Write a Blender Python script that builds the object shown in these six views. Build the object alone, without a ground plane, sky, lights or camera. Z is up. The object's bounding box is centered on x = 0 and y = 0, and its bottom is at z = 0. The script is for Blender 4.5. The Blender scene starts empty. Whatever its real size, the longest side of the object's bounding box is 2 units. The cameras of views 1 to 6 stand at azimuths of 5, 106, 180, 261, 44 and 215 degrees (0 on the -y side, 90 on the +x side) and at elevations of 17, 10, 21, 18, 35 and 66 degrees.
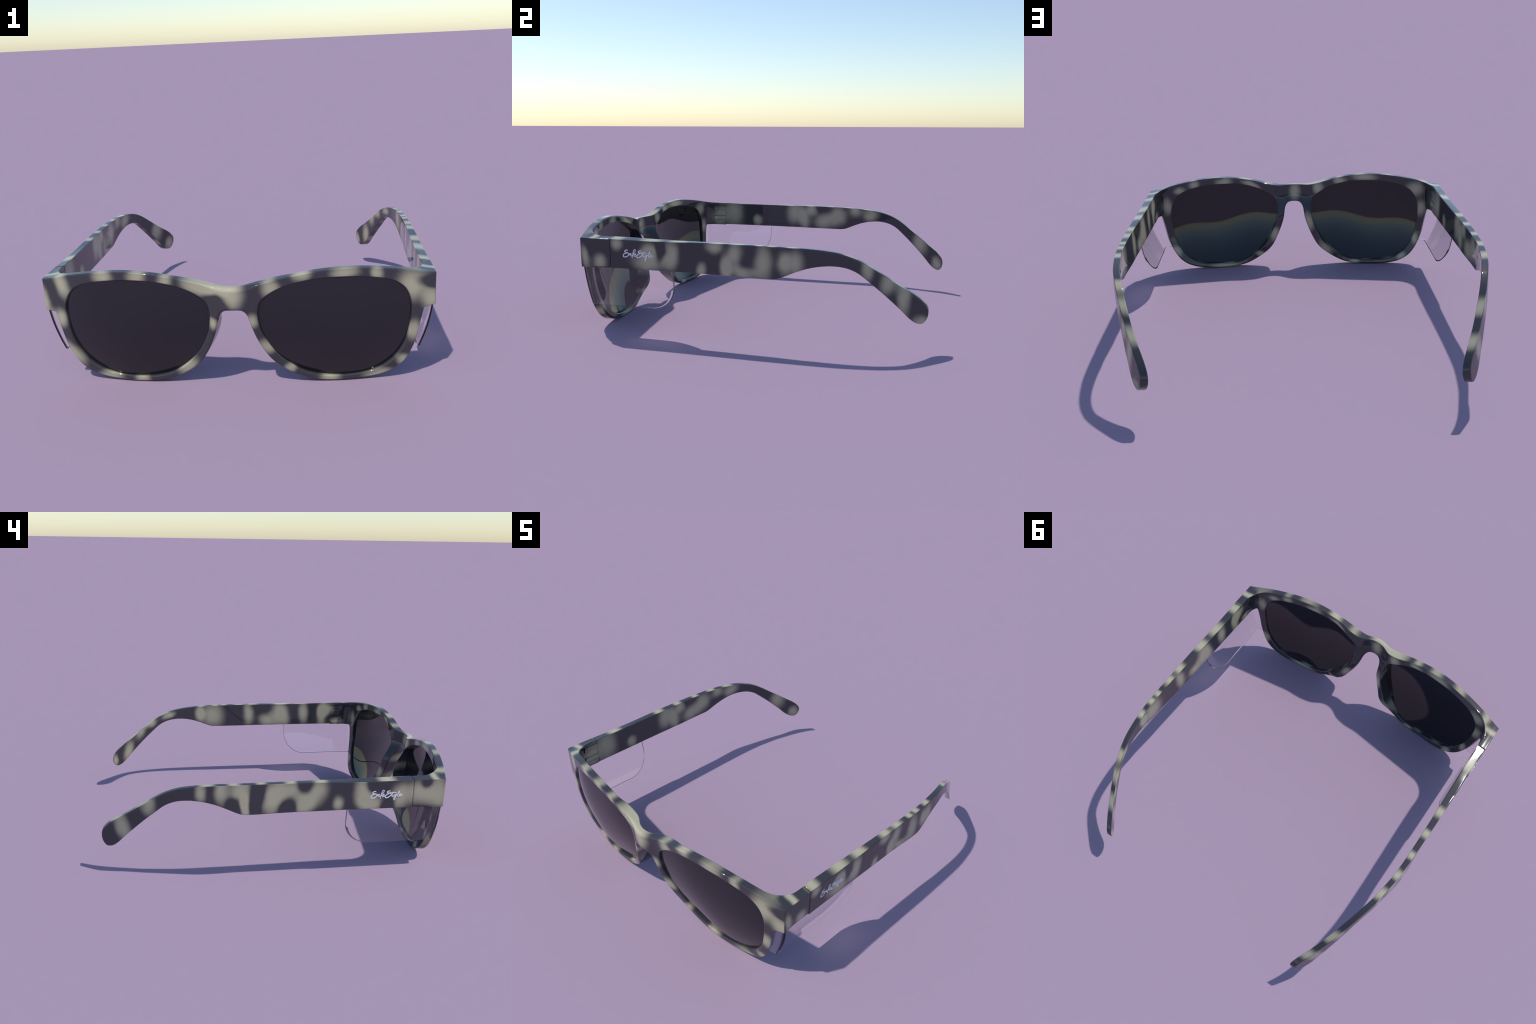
"""Camouflage safety glasses: a curved front frame with two dark lenses, two temple arms
hinged on interlocking fingers, and a clear side shield below each arm."""
import bpy, math
import numpy as np
from mathutils import Vector

# ------------------------------------------------------------------ helpers
def spline(pts, per=10, closed=False):
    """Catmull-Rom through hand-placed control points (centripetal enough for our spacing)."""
    P = np.array(pts, float)
    n = len(P)
    out = []
    for i in range(n if closed else n - 1):
        if closed:
            a, b, c, d = P[(i - 1) % n], P[i], P[(i + 1) % n], P[(i + 2) % n]
        else:
            b, c = P[i], P[i + 1]
            a = P[i - 1] if i else 2 * b - c
            d = P[i + 2] if i + 2 < n else 2 * c - b
        k = lambda p, q: max(np.linalg.norm(q - p), 1e-6) ** 0.5
        t0 = 0.0; t1 = t0 + k(a, b); t2 = t1 + k(b, c); t3 = t2 + k(c, d)
        for t in np.linspace(t1, t2, per, endpoint=False):
            A1 = (t1 - t) / (t1 - t0) * a + (t - t0) / (t1 - t0) * b
            A2 = (t2 - t) / (t2 - t1) * b + (t - t1) / (t2 - t1) * c
            A3 = (t3 - t) / (t3 - t2) * c + (t - t2) / (t3 - t2) * d
            B1 = (t2 - t) / (t2 - t0) * A1 + (t - t0) / (t2 - t0) * A2
            B2 = (t3 - t) / (t3 - t1) * A2 + (t - t1) / (t3 - t1) * A3
            out.append((t2 - t) / (t2 - t1) * B1 + (t - t1) / (t2 - t1) * B2)
    if not closed:
        out.append(P[-1])
    return np.array(out)


def smooth(a, b, x):
    t = np.clip((x - a) / (b - a), 0, 1)
    return t * t * (3 - 2 * t)


class Outline:
    """Signed distance (negative inside) of a closed polygon, cached on a fine 2D grid."""
    def __init__(self, poly, lo, hi, h=0.0025):
        self.lo, self.h = np.array(lo), h
        nx, ny = [int(math.ceil((hi[i] - lo[i]) / h)) + 1 for i in (0, 1)]
        X, Y = np.meshgrid(lo[0] + h * np.arange(nx), lo[1] + h * np.arange(ny), indexing='ij')
        px, py = X.ravel(), Y.ravel()
        A = poly; B = np.roll(poly, -1, axis=0)
        best = np.full(px.shape, 1e9); inside = np.zeros(px.shape, bool)
        for (ax, ay), (bx, by) in zip(A, B):
            dx, dy = bx - ax, by - ay
            L = dx * dx + dy * dy
            if L < 1e-14:
                continue
            t = np.clip(((px - ax) * dx + (py - ay) * dy) / L, 0, 1)
            np.minimum(best, (px - ax - t * dx) ** 2 + (py - ay - t * dy) ** 2, out=best)
            if ay != by:
                c = ((ay > py) != (by > py)) & (px < (bx - ax) * (py - ay) / (by - ay) + ax)
                inside ^= c
        d = np.sqrt(best); d[inside] *= -1
        self.g = d.reshape(nx, ny)

    def __call__(self, x, y):
        g = self.g
        u = np.clip((x - self.lo[0]) / self.h, 0, g.shape[0] - 1.001)
        v = np.clip((y - self.lo[1]) / self.h, 0, g.shape[1] - 1.001)
        i, j = u.astype(np.int32), v.astype(np.int32)
        fu, fv = u - i, v - j
        return (g[i, j] * (1 - fu) * (1 - fv) + g[i + 1, j] * fu * (1 - fv)
                + g[i, j + 1] * (1 - fu) * fv + g[i + 1, j + 1] * fu * fv)


def meet(a, b, r):
    """Intersection of two solids with the edge rounded to radius r."""
    return np.minimum(np.maximum(a, b), -r) + np.hypot(np.maximum(a + r, 0), np.maximum(b + r, 0))


def join(a, b, r):
    """Union of two solids with a fillet of radius r."""
    return np.maximum(np.minimum(a, b), r) - np.hypot(np.maximum(r - a, 0), np.maximum(r - b, 0))


def skin(f, lo, hi, h, mirror=False):
    """Surface of the solid f<0 (surface nets, then pulled onto the true surface).
    mirror: f is even in x, the grid covers x >= 0 and the result is reflected."""
    lo = np.array(lo, float)
    if mirror:
        lo[0] = -h / 2
    n = [int(math.ceil((hi[i] - lo[i]) / h)) + 1 for i in range(3)]
    ax = [lo[i] + h * np.arange(n[i]) for i in range(3)]
    F = np.empty(n, np.float32)
    step = 24
    for s in range(0, n[0], step):
        X, Y, Z = np.meshgrid(ax[0][s:s + step], ax[1], ax[2], indexing='ij')
        F[s:s + step] = f(X, Y, Z)
    neg = F < 0
    m = [k - 1 for k in n]
    cnt = np.zeros(m, np.int8)
    acc = np.zeros(m + [3], np.float32)
    any_ = np.zeros(m, bool); all_ = np.ones(m, bool)
    for dx in (0, 1):
        for dy in (0, 1):
            for dz in (0, 1):
                b = neg[dx:dx + m[0], dy:dy + m[1], dz:dz + m[2]]
                any_ |= b; all_ &= b
    act = any_ & ~all_
    I = np.argwhere(act)
    idx = np.full(m, -1, np.int64); idx[act] = np.arange(len(I))
    S = np.zeros((len(I), 3)); C = np.zeros(len(I))
    corner = lambda o: F[I[:, 0] + o[0], I[:, 1] + o[1], I[:, 2] + o[2]]
    for a in range(3):
        for u in (0, 1):
            for v in (0, 1):
                o0 = [0, 0, 0]; o0[(a + 1) % 3] = u; o0[(a + 2) % 3] = v
                o1 = list(o0); o1[a] = 1
                f0, f1 = corner(o0), corner(o1)
                x = (f0 < 0) != (f1 < 0)
                t = np.where(x, f0 / np.where(x, f0 - f1, 1), 0)
                p = np.array(o0, float)[None] + np.zeros((len(I), 3))
                p[:, a] += t
                S[x] += p[x]; C[x] += 1
    V = lo + (I + S / C[:, None]) * h
    quads = []
    for a in range(3):
        b, c = (a + 1) % 3, (a + 2) % 3
        s0 = [slice(1, m[i]) for i in range(3)]; s0[a] = slice(0, m[a])
        s1 = list(s0); s1[a] = slice(1, m[a] + 1)
        n0, n1 = neg[tuple(s0)], neg[tuple(s1)]
        for flip in (0, 1):
            E = np.argwhere((n0 & ~n1) if not flip else (~n0 & n1))
            off = np.ones(3, int); off[a] = 0
            E = E + off
            q = []
            for du, dv in ((1, 1), (0, 1), (0, 0), (1, 0)):
                k = E.copy(); k[:, b] -= du; k[:, c] -= dv
                q.append(idx[k[:, 0], k[:, 1], k[:, 2]])
            q = np.stack(q, 1)
            quads.append(q[:, ::-1] if flip else q)
    Q = np.concatenate(quads)
    e = h * 0.25
    def grad(P):
        g = np.empty_like(P)
        for k in range(3):
            d = np.zeros(3); d[k] = e
            a, b = P + d, P - d
            g[:, k] = (f(a[:, 0], a[:, 1], a[:, 2]) - f(b[:, 0], b[:, 1], b[:, 2])) / (2 * e)
        return g
    V0 = V.copy()
    for _ in range(4):
        g = grad(V)
        v = f(V[:, 0], V[:, 1], V[:, 2])
        stepv = g * (v / np.maximum((g * g).sum(1), 0.2))[:, None]
        V = V - np.clip(stepv, -h * .5, h * .5)
        if mirror:
            V[I[:, 0] == 0, 0] = 0
    V = np.clip(V, V0 - h, V0 + h)
    N = grad(V); N /= np.maximum(np.linalg.norm(N, axis=1), 1e-9)[:, None]
    if mirror:
        mid = I[:, 0] == 0
        N[mid, 0] = 0
        other = np.where(mid, np.arange(len(V)), -1)
        new = np.flatnonzero(~mid)
        other[new] = len(V) + np.arange(len(new))
        V = np.vstack([V, V[new] * (-1, 1, 1)]); N = np.vstack([N, N[new] * (-1, 1, 1)])
        Q = np.vstack([Q, other[Q][:, ::-1]])
    return V, Q, N


def mesh_object(name, V, F, mats, parent, N=None, smooth_shade=True):
    me = bpy.data.meshes.new(name)
    me.from_pydata([tuple(v) for v in V], [], [tuple(int(i) for i in q) for q in F])
    me.update()
    for m in mats:
        me.materials.append(m)
    if smooth_shade:
        me.polygons.foreach_set('use_smooth', np.ones(len(me.polygons), bool))
    if N is not None:
        me.normals_split_custom_set_from_vertices([tuple(x) for x in N])
    ob = bpy.data.objects.new(name, me)
    bpy.context.scene.collection.objects.link(ob)
    ob.parent = parent
    return ob

# ------------------------------------------------------------------ materials
CREAM = (0.42, 0.395, 0.275, 1)
DARK = (0.042, 0.041, 0.048, 1)


class Camo:
    """Two-tone camouflage plastic: soft-edged cream blotches that merge, on charcoal."""
    def __init__(self, name, rough=0.035):
        self.mat = bpy.data.materials.new(name); self.mat.use_nodes = True
        self.nd, self.ln = self.mat.node_tree.nodes, self.mat.node_tree.links
        self.bs = self.nd['Principled BSDF']
        self.bs.inputs['Roughness'].default_value = rough
        self.bs.inputs['IOR'].default_value = 1.5
        nd, ln = self.nd, self.ln
        tc = nd.new('ShaderNodeTexCoord')
        nz = nd.new('ShaderNodeTexNoise'); nz.inputs['Scale'].default_value = 10; nz.inputs['Detail'].default_value = 1
        ln.new(tc.outputs['Object'], nz.inputs['Vector'])
        sub = nd.new('ShaderNodeVectorMath'); sub.operation = 'SUBTRACT'; sub.inputs[1].default_value = (.5, .5, .5)
        ln.new(nz.outputs['Color'], sub.inputs[0])
        sc = nd.new('ShaderNodeVectorMath'); sc.operation = 'SCALE'; sc.inputs['Scale'].default_value = 0.028
        ln.new(sub.outputs[0], sc.inputs[0])
        ad = nd.new('ShaderNodeVectorMath'); ad.operation = 'ADD'
        ln.new(tc.outputs['Object'], ad.inputs[0]); ln.new(sc.outputs[0], ad.inputs[1])
        self.warped = nd.new('ShaderNodeSeparateXYZ'); ln.new(ad.outputs[0], self.warped.inputs[0])
        self.pos = nd.new('ShaderNodeSeparateXYZ'); ln.new(tc.outputs['Object'], self.pos.inputs[0])
        self.nrm = nd.new('ShaderNodeSeparateXYZ'); ln.new(tc.outputs['Normal'], self.nrm.inputs[0])

    def math(self, op, a, b=None):
        n = self.nd.new('ShaderNodeMath'); n.operation = op
        for k, v in enumerate((a, b)):
            if v is None:
                continue
            if isinstance(v, (int, float)):
                n.inputs[k].default_value = v
            else:
                self.ln.new(v, n.inputs[k])
        return n.outputs[0]

    def ramp(self, v, a, b, to=1.0):
        n = self.nd.new('ShaderNodeMapRange'); n.interpolation_type = 'SMOOTHSTEP'
        n.inputs['From Min'].default_value = a; n.inputs['From Max'].default_value = b
        n.inputs['To Max'].default_value = to
        self.ln.new(v, n.inputs['Value'])
        return n.outputs[0]

    def blend(self, w, a, b):
        n = self.nd.new('ShaderNodeMix'); n.data_type = 'FLOAT'
        self.ln.new(w, n.inputs[0]); self.ln.new(a, n.inputs[2]); self.ln.new(b, n.inputs[3])
        return n.outputs[0]

    def blotches(self, axes, blots, size=1.0, tall=1.0):
        """Each blotch is (centre u, centre v, half width, half height, lean in degrees
        [, -1 for a dark one]) on the plane named by axes."""
        nd, ln = self.nd, self.ln
        uv = nd.new('ShaderNodeCombineXYZ')
        ln.new(self.warped.outputs[axes[0]], uv.inputs[0]); ln.new(self.warped.outputs[axes[1]], uv.inputs[1])
        field = None
        for b in blots:
            mp = nd.new('ShaderNodeMapping'); mp.vector_type = 'TEXTURE'
            mp.inputs['Location'].default_value = (b[0], b[1], 0)
            mp.inputs['Rotation'].default_value = (0, 0, math.radians(b[4]))
            mp.inputs['Scale'].default_value = (b[2] * size, b[3] * size * tall, 1)
            ln.new(uv.outputs[0], mp.inputs['Vector'])
            le = nd.new('ShaderNodeVectorMath'); le.operation = 'LENGTH'
            ln.new(mp.outputs[0], le.inputs[0])
            g = self.ramp(le.outputs['Value'], 1.8, 0.0, .8 * b[5] if len(b) > 5 else 1)
            field = g if field is None else self.math('ADD', field, g)
        return field

    def finish(self, field):
        mix = self.nd.new('ShaderNodeMix'); mix.data_type = 'RGBA'
        mix.inputs[6].default_value = DARK; mix.inputs[7].default_value = CREAM
        self.ln.new(self.ramp(field, .10, 1.08), mix.inputs[0])
        self.ln.new(mix.outputs[2], self.bs.inputs['Base Color'])
        return self.mat


def arm_camo(s):
    c = Camo('camouflage_arm')
    side = c.ramp(c.math('MULTIPLY', c.nrm.outputs[0], s), -.35, -.65)
    field = c.blend(side, c.blotches('YZ', ARM_OUT[s], .90, 1.12), c.blotches('YZ', ARM_IN[s], .95, 1.1))
    return c.finish(c.blend(c.ramp(c.nrm.outputs[2], .5, .75), field, c.blotches('YZ', EDGE[s])))


def frame_camo():
    """front, back, and on the endpieces the pattern of the arm that follows"""
    c = Camo('camouflage_front')
    near = lambda l: [b for b in l if b[0] - 2 * b[2] < -.64]
    x, y = c.pos.outputs[0], c.pos.outputs[1]
    right = c.ramp(x, -.01, .01)
    field = c.blend(c.ramp(c.nrm.outputs[1], .3, .5), c.blotches('XZ', FRONT, 1.0), c.blotches('XZ', REAR, .95))
    outer = c.blend(right, c.blotches('YZ', near(OUT_L), .90, 1.12), c.blotches('YZ', near(OUT_R), .90, 1.12))
    inner = c.blend(right, c.blotches('YZ', near(IN_L), .95, 1.1), c.blotches('YZ', near(IN_R), .95, 1.1))
    inward = c.math('MULTIPLY', c.nrm.outputs[0], c.math('SIGN', x))
    far = c.math('MULTIPLY', c.ramp(c.math('ABSOLUTE', x), .845, .885), c.ramp(y, -.845, -.78))
    flank = c.math('MULTIPLY', c.ramp(inward, .6, .8), c.ramp(c.math('ABSOLUTE', x), .90, .92))
    field = c.blend(c.math('MAXIMUM', far, flank), field, outer)
    field = c.blend(c.math('MULTIPLY', far, c.ramp(inward, -.35, -.65)), field, inner)
    edge = c.blend(right, c.blotches('YZ', near(EDGE[-1])), c.blotches('YZ', near(EDGE[1])))
    field = c.blend(c.math('MULTIPLY', far, c.ramp(c.nrm.outputs[2], .5, .75)), field, edge)
    return c.finish(field)


def simple(name, col, rough, **kw):
    m = bpy.data.materials.new(name); m.use_nodes = True
    bs = m.node_tree.nodes['Principled BSDF']
    bs.inputs['Base Color'].default_value = col
    bs.inputs['Roughness'].default_value = rough
    for k, v in kw.items():
        bs.inputs[k.replace('_', ' ')].default_value = v
    return m

# blotches: front face in (x, z); arms in (y, z)
FRONT = [(.174, .514, .043, .052, 0), (.318, .573, .048, .033, 15), (.515, .576, .065, .033, 0), (.661, .563, .031, .036, 0), 
         (.827, .492, .080, .081, 0), (.928, .408, .048, .051, 0), (.912, .498, .056, .025, -15, -1), 
         (.844, .264, .032, .058, 0), (.794, .098, .030, .036, 40), (.675, .027, .075, .027, 10), (.445, .014, .052, .032, 0), 
         (.148, .212, .046, .034, -50), (.090, .354, .028, .041, 0), (.252, .079, .030, .026, 0), (-.936, .432, .029, .104, 14), 
         (-.833, .522, .039, .077, 15), (-.615, .570, .052, .042, 0), (-.448, .575, .052, .041, 10), 
         (-.313, .561, .032, .037, 0), (-.170, .529, .071, .046, -25), (-.080, .520, .06, .032, 0), (.006, .496, .052, .082, 0), 
         (-.080, .426, .058, .046, -45, -1), (-.094, .355, .032, .042, 0), (-.857, .343, .035, .051, 0), 
         (-.818, .153, .036, .081, 35), (-.645, .020, .064, .031, -10), (-.481, .008, .040, .028, 0), 
         (-.242, .098, .034, .069, -45)]
REAR = [(.834, .434, .033, .061, 0), (.751, .534, .040, .028, 0), (.655, .567, .041, .028, 0), (.463, .573, .060, .028, 0), 
         (.284, .545, .070, .021, 20), (.130, .223, .034, .049, 20), (-.005, .478, .040, .063, 0), 
         (.789, .134, .028, .042, -35), (.469, .013, .104, .021, 0), (.233, .090, .029, .024, 0), (-.306, .558, .042, .028, 0), 
         (-.467, .578, .087, .028, 0), (-.161, .509, .037, .042, 0), (-.093, .301, .033, .064, -10),  # last blotch: reflection on the nose side, painted in as cream
         (-.203, .116, .035, .067, -45), (-.396, .016, .042, .019, 0), (-.795, .509, .057, .051, 0), 
         (-.833, .380, .033, .056, 0), (-.797, .177, .025, .042, 0), (-.706, .058, .037, .026, -30)]
OUT_R = [(-.814, .437, .026, .066, 10), (-.726, .415, .047, .046, 0), (-.625, .516, .040, .034, 0), 
         (-.439, .428, .106, .049, 0), (-.433, .492, .057, .041, 0), (-.309, .472, .048, .078, 0), 
         (-.375, .495, .024, .056, -5, -1), (-.143, .401, .032, .043, 0), (-.072, .528, .049, .038, 0), 
         (-.015, .408, .031, .057, 0), (.034, .486, .048, .065, -20), (.082, .400, .072, .033, 0), (.191, .457, .052, .093, 0), 
         (.294, .462, .035, .060, 0), (.358, .465, .050, .064, 0), (.703, .443, .036, .064, 0), (.807, .368, .044, .057, 0), 
         (.882, .292, .034, .112, 0), (.964, .160, .048, .036, 0)]
OUT_L = [(.887, .275, .046, .099, -20), (.742, .418, .043, .062, 0), (.474, .502, .033, .056, 0), (.370, .504, .039, .075, 0), 
         (.269, .503, .066, .084, 0), (.108, .451, .063, .086, 0), (.242, .417, .029, .057, 0), (.011, .505, .090, .057, 0), 
         (-.064, .417, .059, .048, -30), (-.134, .491, .064, .076, 20), (-.257, .420, .035, .044, 0), 
         (-.383, .482, .051, .087, 0), (-.444, .412, .066, .054, 0), (-.601, .454, .071, .078, 20), 
         (-.714, .469, .058, .069, 0), (-.806, .456, .058, .108, 0), (.304, .424, .037, .040, 0, -1), 
         (.176, .501, .045, .056, 0, -1), (.193, .430, .031, .052, 0, -1), (.019, .415, .041, .040, 0, -1), 
         (-.074, .523, .038, .036, 0, -1), (-.446, .518, .034, .029, 0, -1), (-.530, .394, .036, .047, 0, -1), 
         (-.735, .519, .031, .027, 0, -1)]
IN_R = [(.888, .253, .032, .078, 15), (.983, .199, .022, .044, 0), (.790, .394, .037, .062, 25), (.708, .442, .043, .031, -40), 
         (.587, .488, .057, .023, -20), (.252, .469, .091, .093, 0), (.355, .486, .036, .053, 0), (-.024, .474, .042, .087, 0), 
         (-.170, .423, .074, .049, 0), (-.262, .501, .067, .048, 0), (-.291, .426, .059, .054, 0), (-.451, .477, .043, .081, 0), 
         (-.594, .446, .038, .082, 0), (-.632, .500, .060, .046, 0), (-.719, .402, .055, .025, 0)]
IN_L = [(-.605, .474, .089, .106, 0), (-.726, .441, .060, .071, 0), (-.406, .426, .041, .042, 0), 
         (-.111, .493, .064, .083, -15), (-.033, .448, .042, .069, 0), (.022, .519, .036, .038, 0), (.108, .434, .076, .055, 0), 
         (.224, .480, .069, .068, 0), (.346, .526, .041, .053, 0), (.463, .499, .068, .045, 0), (.836, .328, .062, .085, 0), 
         (.959, .198, .038, .051, 0)]
# stripes across the upper edge of each arm: (y, half width)
EDGE = {1: [(-.77, .03), (-.63, .05), (-.43, .075), (-.27, .065), (-.06, .05), (.05, .055), (.165, .03), (.235, .035), (.335, .04),
            (.62, .05), (.72, .05), (.85, .05)],
        -1: [(-.79, .03), (-.52, .06), (-.155, .05), (.005, .04), (.16, .04), (.30, .04), (.44, .05), (.765, .045), (.915, .04)]}
EDGE = {s: [(y, .5, w * .82, 3, 0) for y, w in l] for s, l in EDGE.items()}
ARM_OUT = {1: OUT_R, -1: OUT_L}
ARM_IN = {1: IN_R, -1: IN_L}

# ------------------------------------------------------------------ front frame
# upper edge, endpiece, rim and nose arch of one half, clockwise from the bridge top
TOP = [(-.10, .534), (-.05, .5295), (0, .529), (.05, .5295), (.10, .534), (.15, .544), (.20, .556), (.30, .578), (.40, .5925),
       (.50, .599), (.60, .595), (.70, .584), (.80, .568), (.90, .5458), (.940, .5398)]
END_X, END_Y, END_BOTTOM = 0.939, -0.6650, 0.379
LEG = [(.887, .373), (.869, .289), (.852, .207), (.836, .160), (.815, .115), (.782, .072), (.733, .037), (.665, .014),
       (.587, .0035), (.485, .0), (.375, .008), (.305, .029), (.238, .066), (.182, .116), (.144, .172), (.113, .232), (.091, .288),
       (.075, .342), (.065, .378), (.055, .397), (.040, .410), (.020, .4145), (0, .415), (-.02, .4145), (-.04, .41)]
HOLE = [(.125, .448), (.172, .488), (.236, .520), (.318, .543), (.400, .554), (.505, .557), (.600, .551), (.690, .537),
        (.752, .516), (.795, .482), (.818, .442), (.829, .395), (.829, .345), (.823, .290), (.811, .225), (.790, .170),
        (.755, .116), (.705, .073), (.640, .045), (.560, .032), (.470, .029), (.395, .036), (.332, .054), (.277, .087),
        (.228, .130), (.180, .188), (.145, .252), (.123, .310), (.113, .368), (.114, .410)]
top = spline(TOP, 8); leg = spline(LEG, 8)
top = top[top[:, 0] >= 0]; leg = leg[leg[:, 0] >= 0]
half = np.vstack([top, [(END_X, .5396), (END_X, END_BOTTOM)], leg])
full = np.vstack([half, (half * (-1, 1))[::-1]])          # whole outline, so distances are right at x = 0
BODY = Outline(full, (-.05, -.03), (1.0, .66))
HOLES = Outline(spline(HOLE, 8, True), (.0, -.03), (1.0, .66))
ZT = top[np.argsort(top[:, 0])]


def z_top(x):
    return np.interp(np.abs(x), ZT[:, 0], ZT[:, 1])


def face_y(x, z):
    """y of the front face: wrap round the head, lean back towards the cheeks, bulging bridge."""
    a = np.abs(x)
    lean = 0.02 + 0.112 * smooth(0.02, 0.20, a) - 0.022 * smooth(.25, .55, a) - 0.100 * smooth(.50, .85, a)
    return -0.967 + 0.145 * a ** 2.5 - 0.032 * np.exp(-(a / .080) ** 2) + lean * (.56 - z) \
        + (0.10 * smooth(.10, .25, a) + .20 * smooth(.50, .80, a)) * np.maximum(.45 - z, 0) ** 2


def pad(x, z):
    """how much of the nose pad's extra depth stands at (x, z)"""
    a = np.abs(x)
    return smooth(.47, .31, z) * smooth(.03, .17, z) * smooth(.36, .17, a)


THICK, PAD = 0.042, 0.058
LENS_PEAK = -0.936
WALL = 0.889


def thick(x, z):
    a = np.abs(x)
    shoulder = 0.014 * smooth(.04, .12, a) * smooth(.30, .18, a) * smooth(.2, .4, z)
    return THICK + PAD * pad(x, z) + shoulder + .007 * smooth(.25, .05, z)


# finger slots of the hinge, z ranges of the fingers that belong to the arm
FINGERS = [(.4905, .5245), (.4140, .4475)]
SLOT_Y, SLOT_X = -0.762, 0.916


def frame(x, y, z):
    a = np.abs(x)
    t = y - face_y(a, z)
    side = 0.42 * smooth(.35, .85, a)
    xo = a + side * t * smooth(.40, .35, z) + 0.15 * np.maximum(t - .02, 0) * pad(a, z)
    out = BODY(xo, z)
    hole = -HOLES(a + side * np.minimum(t, .05), z)
    # roundness of the front edge: soft on rim and bridge, crisp towards the endpiece
    soft = 0.005 + 0.004 * smooth(.80, .60, a) * smooth(.45, .25, z) + 0.016 * smooth(.16, .06, a)
    rf = soft
    body = meet(out, -t * .97, rf)
    T = thick(a, z)
    # behind the endpiece the rim's rear face stops at a crease and a hollow runs round to the arm
    under = smooth(0.0, .05, z_top(a) - z)
    hollow = (t - T + .024 * under * smooth(.80, .86, a)) * .97
    block = np.maximum(join(hollow, WALL - a, 0.10 - .025 * under), END_BOTTOM - .004 - z)
    slab = np.maximum((t - T) * .97, a - .862 - .03 * (1 - under) - .08 * smooth(.390, .372, z))
    back = np.minimum(slab, block)
    back = meet(back, y - END_Y, .0015)
    rb = 0.006 + 0.006 * smooth(.84, .74, a) * smooth(.50, .38, z)
    body = meet(body, back, rb)
    body = meet(body, hole, 0.004 + 0.005 * smooth(.45, .2, z))
    for z0, z1 in FINGERS:
        cut = np.maximum(np.maximum(z0 - z, z - z1), np.maximum(SLOT_Y - y, a - SLOT_X))
        body = np.maximum(body, -cut)
    return body


def build():
    root = bpy.data.objects.new('safety_glasses', None)
    bpy.context.scene.collection.objects.link(root)
    root['label'] = 'dark lensed safety glasses in charcoal and cream camouflage'
    root['category'] = 'safety glasses'

    lens_mat = simple('smoked_lens', (.014, .013, .018, 1), 0.0, IOR=1.5)
    clear = simple('clear_polycarbonate', (1, 1, 1, 1), 0.0, IOR=1.45, Transmission_Weight=1.0)
    ink = simple('white_print', (.80, .80, .84, 1), 0.35)

    V, Q, N = skin(frame, (0, -1.03, -.012), (.95, -.655, .612), 0.0036, mirror=True)
    V[:, 2] -= V[:, 2].min()

    fr = mesh_object('front_frame', V, Q, [frame_camo()], root, N)

    # lenses: convex shells sitting in the rims
    rim = spline(HOLE, 6, True)
    ctr = np.array((.468, .300))
    # lens surface: a twisted dome that follows the rim and bulges forward in the middle
    def terms(p):
        d = np.atleast_2d(p) - ctr
        return np.c_[np.ones(len(d)), d, d[:, :1] * d[:, 1:], d ** 2, d[:, :1] ** 3]
    edge = face_y(rim[:, 0], rim[:, 1]) + .015 - .010 * smooth(.25, .50, rim[:, 1])
    A = np.vstack([terms(rim), 40 * terms(ctr)])
    coef = np.linalg.lstsq(A, np.append(edge, 40 * LENS_PEAK), rcond=None)[0]
    ripple = lambda p: -.016 * math.cos(2 * math.pi * (p[0] - .29) / .46) * (p[1] - .3)
    dome = lambda p: float((terms(p) @ coef)[0]) + ripple(p)
    for s in (1, -1):
        rings = np.linspace(0, 1, 30) ** .8
        verts, faces = [], []
        n = len(rim)
        for lay, off in ((0, 0), (1, .011)):
            for r in rings[1:]:
                for p in rim:
                    d = p - ctr
                    q = ctr + d * r * (1 + .009 / np.linalg.norm(d))
                    x = q[0] - 0.42 * smooth(.35, .85, q[0]) * .022
                    verts.append((s * x, dome(q) + off, q[1]))
            verts.append((s * (ctr[0] - .0012), dome(ctr) + off, ctr[1]))
        R = len(rings) - 1
        L = R * n + 1
        for lay in (0, 1):
            b = lay * L
            for k in range(R - 1):
                for i in range(n):
                    j = (i + 1) % n
                    f = (b + k * n + i, b + k * n + j, b + (k + 1) * n + j, b + (k + 1) * n + i)
                    faces.append(f if (lay == 0) == (s > 0) else f[::-1])
            for i in range(n):
                f = (b + R * n, b + (i + 1) % n, b + i)
                faces.append(f[::-1] if (lay == 0) == (s < 0) else f)
        o = (R - 1) * n
        for i in range(n):
            j = (i + 1) % n
            f = (o + i, o + j, L + o + j, L + o + i)
            faces.append(f if s > 0 else f[::-1])
        fix_lens(mesh_object('lens', verts, faces, [lens_mat], fr))

    for s in (1, -1):
        arm(root, s, clear, ink, arm_camo(s))


def fix_lens(ob):
    import bmesh
    bm = bmesh.new(); bm.from_mesh(ob.data)
    bmesh.ops.recalc_face_normals(bm, faces=bm.faces)
    bm.to_mesh(ob.data); bm.free()
    ob.data.set_sharp_from_angle(angle=math.radians(50))

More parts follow.
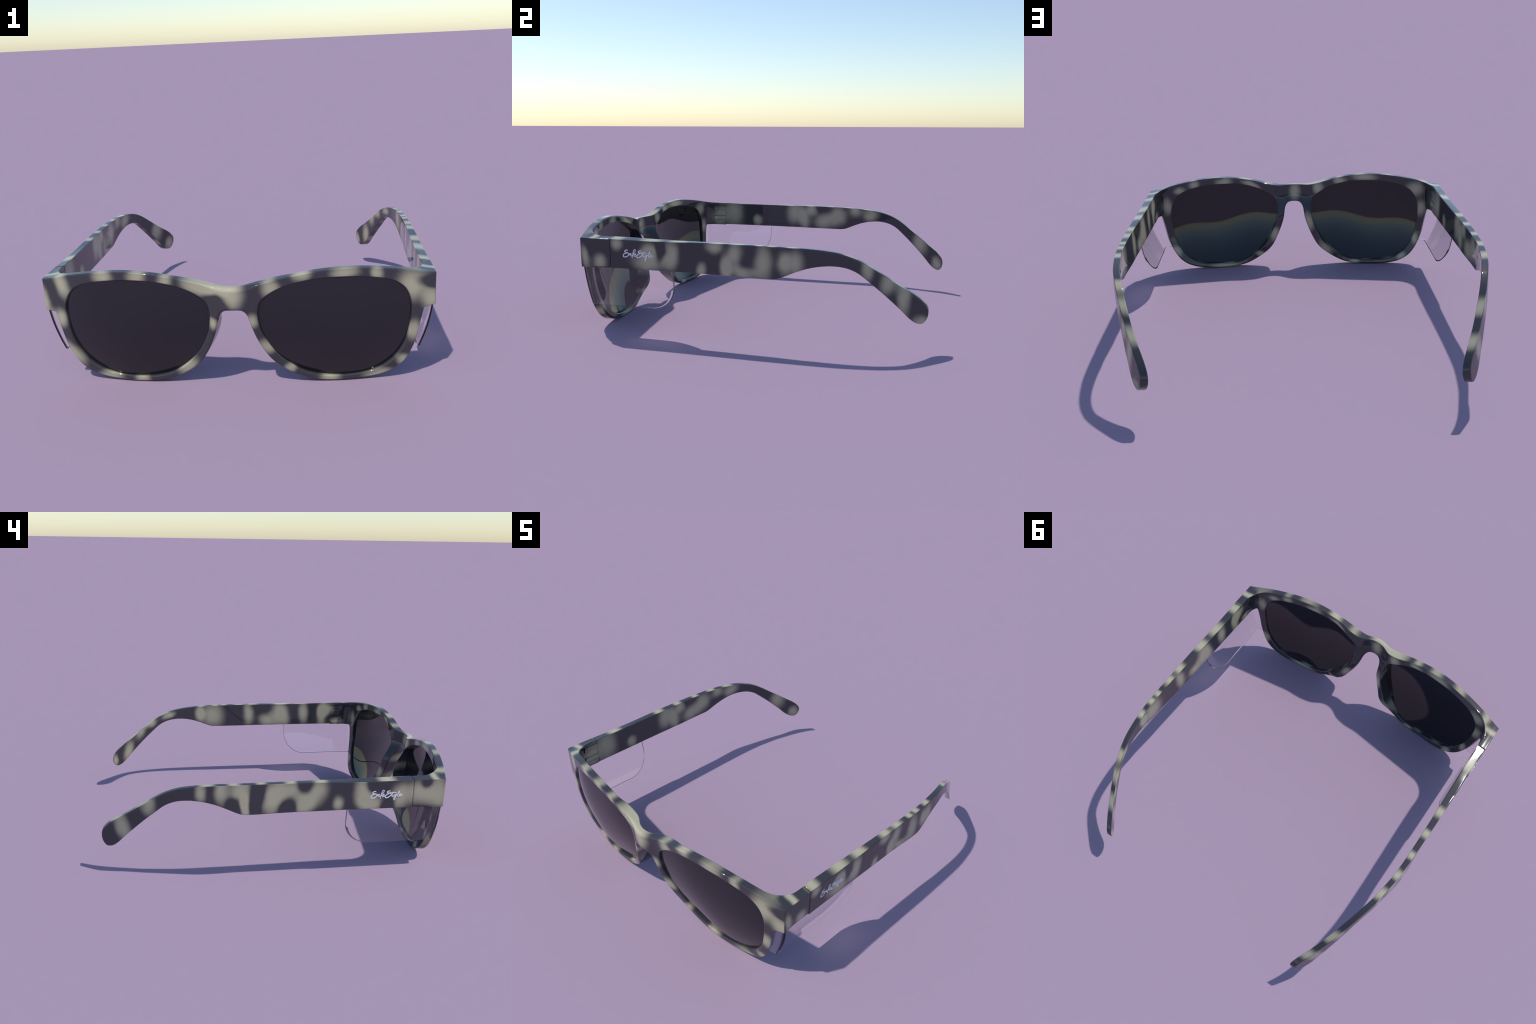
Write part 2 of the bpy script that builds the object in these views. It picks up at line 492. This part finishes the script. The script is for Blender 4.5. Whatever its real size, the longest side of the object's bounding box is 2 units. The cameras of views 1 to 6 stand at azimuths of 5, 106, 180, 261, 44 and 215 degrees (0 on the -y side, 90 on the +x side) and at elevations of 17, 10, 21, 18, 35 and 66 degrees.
# ------------------------------------------------------------------ temple arms
ARM_START = -0.6640
ARM = [(-.30, .3825), (0, .380), (.215, .3775), (.245, .378), (.270, .382), (.302, .394), (.35, .4145), (.41, .4355), (.47, .448), (.535, .452), (.60, .443),
       (.655, .419), (.71, .375), (.78, .313), (.86, .235), (.915, .177), (.945, .156), (.973, .152), (.993, .172), (1.0, .207),
       (.993, .236), (.968, .268), (.93, .300), (.86, .348), (.785, .401), (.72, .446), (.66, .482), (.59, .510), (.51, .5265),
       (.40, .537), (.20, .543), (0, .5445), (-.30, .544)]
arm_poly = np.vstack([[(ARM_START, .3830)], spline([(y, z + .001) for y, z in ARM], 8), [(ARM_START, .5487)]])
ARM_SHAPE = Outline(arm_poly, (-.70, .12), (1.03, .58))
_ax = spline([(-.70, .938), (-.66, .938), (-.3, .937), (0, .935), (.2, .931), (.3, .926), (.4, .914), (.5, .897), (.6, .870), (.7, .838),
              (.8, .799), (.9, .754), (.95, .728), (1.02, .690)], 10)
_az = spline([(-.7, .543), (.2, .5415), (.4, .535), (.51, .524), (.59, .507), (.66, .478), (.72, .442), (.785, .397), (.86, .344), (.93, .296), (1.02, .235)], 8)


def arm_x(y):
    return np.interp(y, _ax[:, 0], _ax[:, 1])


def arm_face(y, z):
    """x of the outer face: curls inwards along the arm, so lower points at the same y lie further out"""
    below = np.interp(y, _az[:, 0], _az[:, 1]) - z
    return arm_x(y) + (.06 * smooth(0, .25, y) + .08 * smooth(.4, .95, y)) * below


def arm_thick(y):
    return 0.032 + 0.018 * smooth(.30, -.66, y)


def arm_solid(x, y, z):
    slope = (arm_x(y + .01) - arm_x(y - .01)) / .02
    c = 1 / np.sqrt(1 + slope * slope)
    o = (x - arm_face(y, z)) * c
    i = -o - arm_thick(y)
    # the top falls outwards near the hinge, as on the endpiece
    zz = z + (.0078 * smooth(-.10, -.50, y)) * smooth(.46, .54, z) * np.clip((x - WALL) / .049, 0, 1)
    d = ARM_SHAPE(y, zz)
    return meet(d, np.maximum(o, i), .0045 - .0025 * smooth(-.60, -.65, y))


def arm(root, s, clear, ink, camo):
    V, Q, N = skin(arm_solid, (.62, -.675, .138), (.952, 1.01, .562), 0.0042)
    V[:, 0] *= s; N[:, 0] *= s
    if s < 0:
        Q = Q[:, ::-1]

    a = mesh_object('temple_arm', V, Q, [camo], root, N)

    # hinge fingers: prisms filling the slots of the endpiece, inner side on the same fillet
    R = .10
    def inner_x(y):
        yt = float(face_y(WALL - R * .3, .46)) + THICK + R + .003
        return WALL if y >= yt else WALL - R + math.sqrt(max(R * R - (yt - y) ** 2, 0))
    for z0, z1 in FINGERS:
        g = .0014
        ys = np.linspace(SLOT_Y + .003, ARM_START + .004, 14)
        prof = [(inner_x(y) + .0006, y) for y in ys] + [(SLOT_X - g, ys[-1]), (SLOT_X - g, ys[0])]
        n = len(prof)
        verts = [(s * x, y, z) for z in (z0 + g, z1 - g) for x, y in prof]
        faces = [tuple(range(n)), tuple(range(2 * n - 1, n - 1, -1))]
        faces += [(i, i + n, (i + 1) % n + n, (i + 1) % n) for i in range(n)]
        fg = mesh_object('hinge_finger', verts, faces, [camo], a, smooth_shade=False)
        fix_lens(fg)

    shield(root, s, clear)
    lettering(a, s, ink)

# ------------------------------------------------------------------ side shields
def shield(root, s, clear):
    """Clear sheet: side panel hanging under the arm, with a narrow return to the rim in front.
    Three layers: outer face, mid-line of the chamfered cut edge, inner face."""
    t, bead = .008, .0030
    y0, y1, zb, zt = -.818, -.305, .158, .40
    px = spline([(.40, .9325), (.377, .930), (.30, .917), (.22, .895), (.158, .872), (.14, .865)], 8)[::-1]
    nv, nflange = 40, 5
    verts, faces = [], []
    for lay in (0, 1, 2):
        cut = bead if lay == 0 else 0
        zl, yl, rad = zb + cut, y1 - cut, .150 - cut
        zs = [zl + rad * (1 - math.cos(a)) for a in np.linspace(0, math.pi / 2, 26)] + list(np.linspace(zl + rad + .012, zt, 8))
        for z in zs:
            k = min((z - zl) / rad, 1)
            rear = yl - rad * (1 - math.sqrt(max(0, 1 - (1 - k) ** 2)))
            front = y0 - .012 * (z - zb) / .22
            X = float(np.interp(z, px[:, 0], px[:, 1]))
            P = [(X - .056 * (1 - f), front - .012 * (1 - f)) for f in np.arange(nflange) / nflange]
            P += [(X, front + (rear - front) * f) for f in np.linspace(0, 1, nv)]
            P = np.array(P)
            d = np.gradient(P, axis=0); d /= np.linalg.norm(d, axis=1)[:, None] + 1e-9
            P = P - np.stack([d[:, 1], -d[:, 0]], 1) * t * lay / 2
            verts += [(s * x, y, z) for x, y in P]
    h, w = len(zs), nv + nflange
    L = h * w
    for lay in (0, 2):
        for i in range(h - 1):
            for j in range(w - 1):
                a = lay * L + i * w + j
                faces.append((a, a + 1, a + w + 1, a + w))
    edge = [i * w for i in range(h - 1, 0, -1)] + list(range(w)) + [i * w + w - 1 for i in range(1, h)] + [(h - 1) * w + j for j in range(w - 2, -1, -1)]
    for p, q in zip(edge[:-1], edge[1:]):
        faces += [(p, q, L + q, L + p), (L + p, L + q, 2 * L + q, 2 * L + p)]
    ob = mesh_object('side_shield', verts, faces, [clear], root)
    import bmesh
    bm = bmesh.new(); bm.from_mesh(ob.data)
    bmesh.ops.delete(bm, geom=[v for v in bm.verts if not v.link_faces], context='VERTS')
    bm.to_mesh(ob.data); bm.free()
    fix_lens(ob)


# brush-script word on the arm, strokes in centimetres along the arm and up from its mid-line
STROKES = [
    (1.00, [(3.3, 2.3), (2.8, 2.6), (2.1, 2.5), (1.4, 2.0), (1.5, 1.6), (2.4, 1.3), (3.3, 1.0), (3.7, 0.5), (3.4, -0.2), (2.6, -0.9),
            (1.4, -1.2), (0.6, -1.0), (0.5, -0.3), (0.8, 0.3), (1.7, 0.8), (2.7, 0.9)]),
    (.75, [(5.2, 0.9), (4.5, 0.8), (4.0, 0.4), (4.3, 0.0), (4.9, 0.5), (5.2, 0.9), (4.8, -0.2), (5.1, -0.5), (5.7, -0.1)]),
    (.75, [(5.7, -0.1), (6.6, 1.1), (7.5, 2.2), (7.6, 3.0), (7.1, 3.1), (6.6, 2.4), (6.0, 0.4), (5.7, -1.0), (5.6, -1.7)]),
    (.75, [(6.0, 0.2), (6.7, 0.1), (7.6, 0.4), (7.8, 0.8), (7.4, 0.9), (6.9, 0.3), (6.8, -0.4), (7.3, -0.6), (8.0, -0.2), (8.6, 0.1)]),
    (1.00, [(11.2, 2.4), (10.8, 2.6), (10.0, 2.5), (9.3, 2.0), (9.6, 1.5), (10.5, 1.4), (11.3, 1.3), (11.6, 0.7), (11.3, 0.0),
            (10.4, -0.7), (9.3, -1.2), (8.5, -1.0), (8.4, -0.4), (8.8, 0.3), (9.7, 0.9), (10.6, 1.1)]),
    (.65, [(9.6, 1.5), (12.0, 1.6), (14.6, 1.5)]),
    (.80, [(12.6, 2.2), (12.2, 0.7), (12.0, -0.3), (12.4, -0.6), (13.0, -0.3), (13.6, 0.2)]),
    (.75, [(13.6, 0.8), (13.5, 0.2), (13.8, 0.0), (14.5, 0.7), (14.1, -0.4), (13.7, -1.7), (13.4, -2.6), (13.1, -1.9), (13.4, -1.1),
           (14.2, -0.1), (14.9, 0.3)]),
    (.75, [(14.9, 0.3), (15.9, 1.4), (16.1, 2.3), (15.8, 2.1), (15.3, 0.8), (15.2, -0.3), (15.5, -0.6), (16.0, -0.3)]),
    (.70, [(16.0, -0.2), (16.9, 0.4), (17.0, 0.8), (16.5, 0.7), (16.1, 0.1), (16.2, -0.5), (16.7, -0.5), (17.4, -0.1), (18.0, 0.3)])]


def lettering(parent, s, ink):
    verts, faces = [], []
    for k, (weight, pts) in enumerate(STROKES):
        P = spline(pts, 7) * .01
        d = np.gradient(P, axis=0); d /= np.linalg.norm(d, axis=1)[:, None] + 1e-9
        nrm = np.stack([-d[:, 1], d[:, 0]], 1)
        u = np.linspace(0, 1, len(P))
        w = .0025 * weight * np.clip(np.minimum(u, 1 - u) * 9 + .45, 0, 1)
        base = len(verts)
        for i, p in enumerate(P):
            lift = .0007 + .00012 * k + .0004 * i / len(P)      # later strokes lie over earlier ones
            for e, up in ((-1, 0), (-1, 1), (1, 1), (1, 0)):
                q = p + nrm[i] * w[i] * e
                y = -.590 + q[0] if s > 0 else -.426 - q[0]
                z = .460 + q[1] - (0 if s > 0 else .003)
                verts.append((s * (float(arm_face(y, z)) + (lift if up else -.001)), y, z))
        for i in range(len(P) - 1):
            a = base + 4 * i
            for j in range(3):
                faces.append((a + j, a + j + 1, a + j + 5, a + j + 4))
        faces.append((base, base + 1, base + 2, base + 3))
        e = base + 4 * (len(P) - 1)
        faces.append((e + 3, e + 2, e + 1, e))
    ob = mesh_object('printed_word', verts, faces, [ink], parent, smooth_shade=False)
    fix_lens(ob)


build()
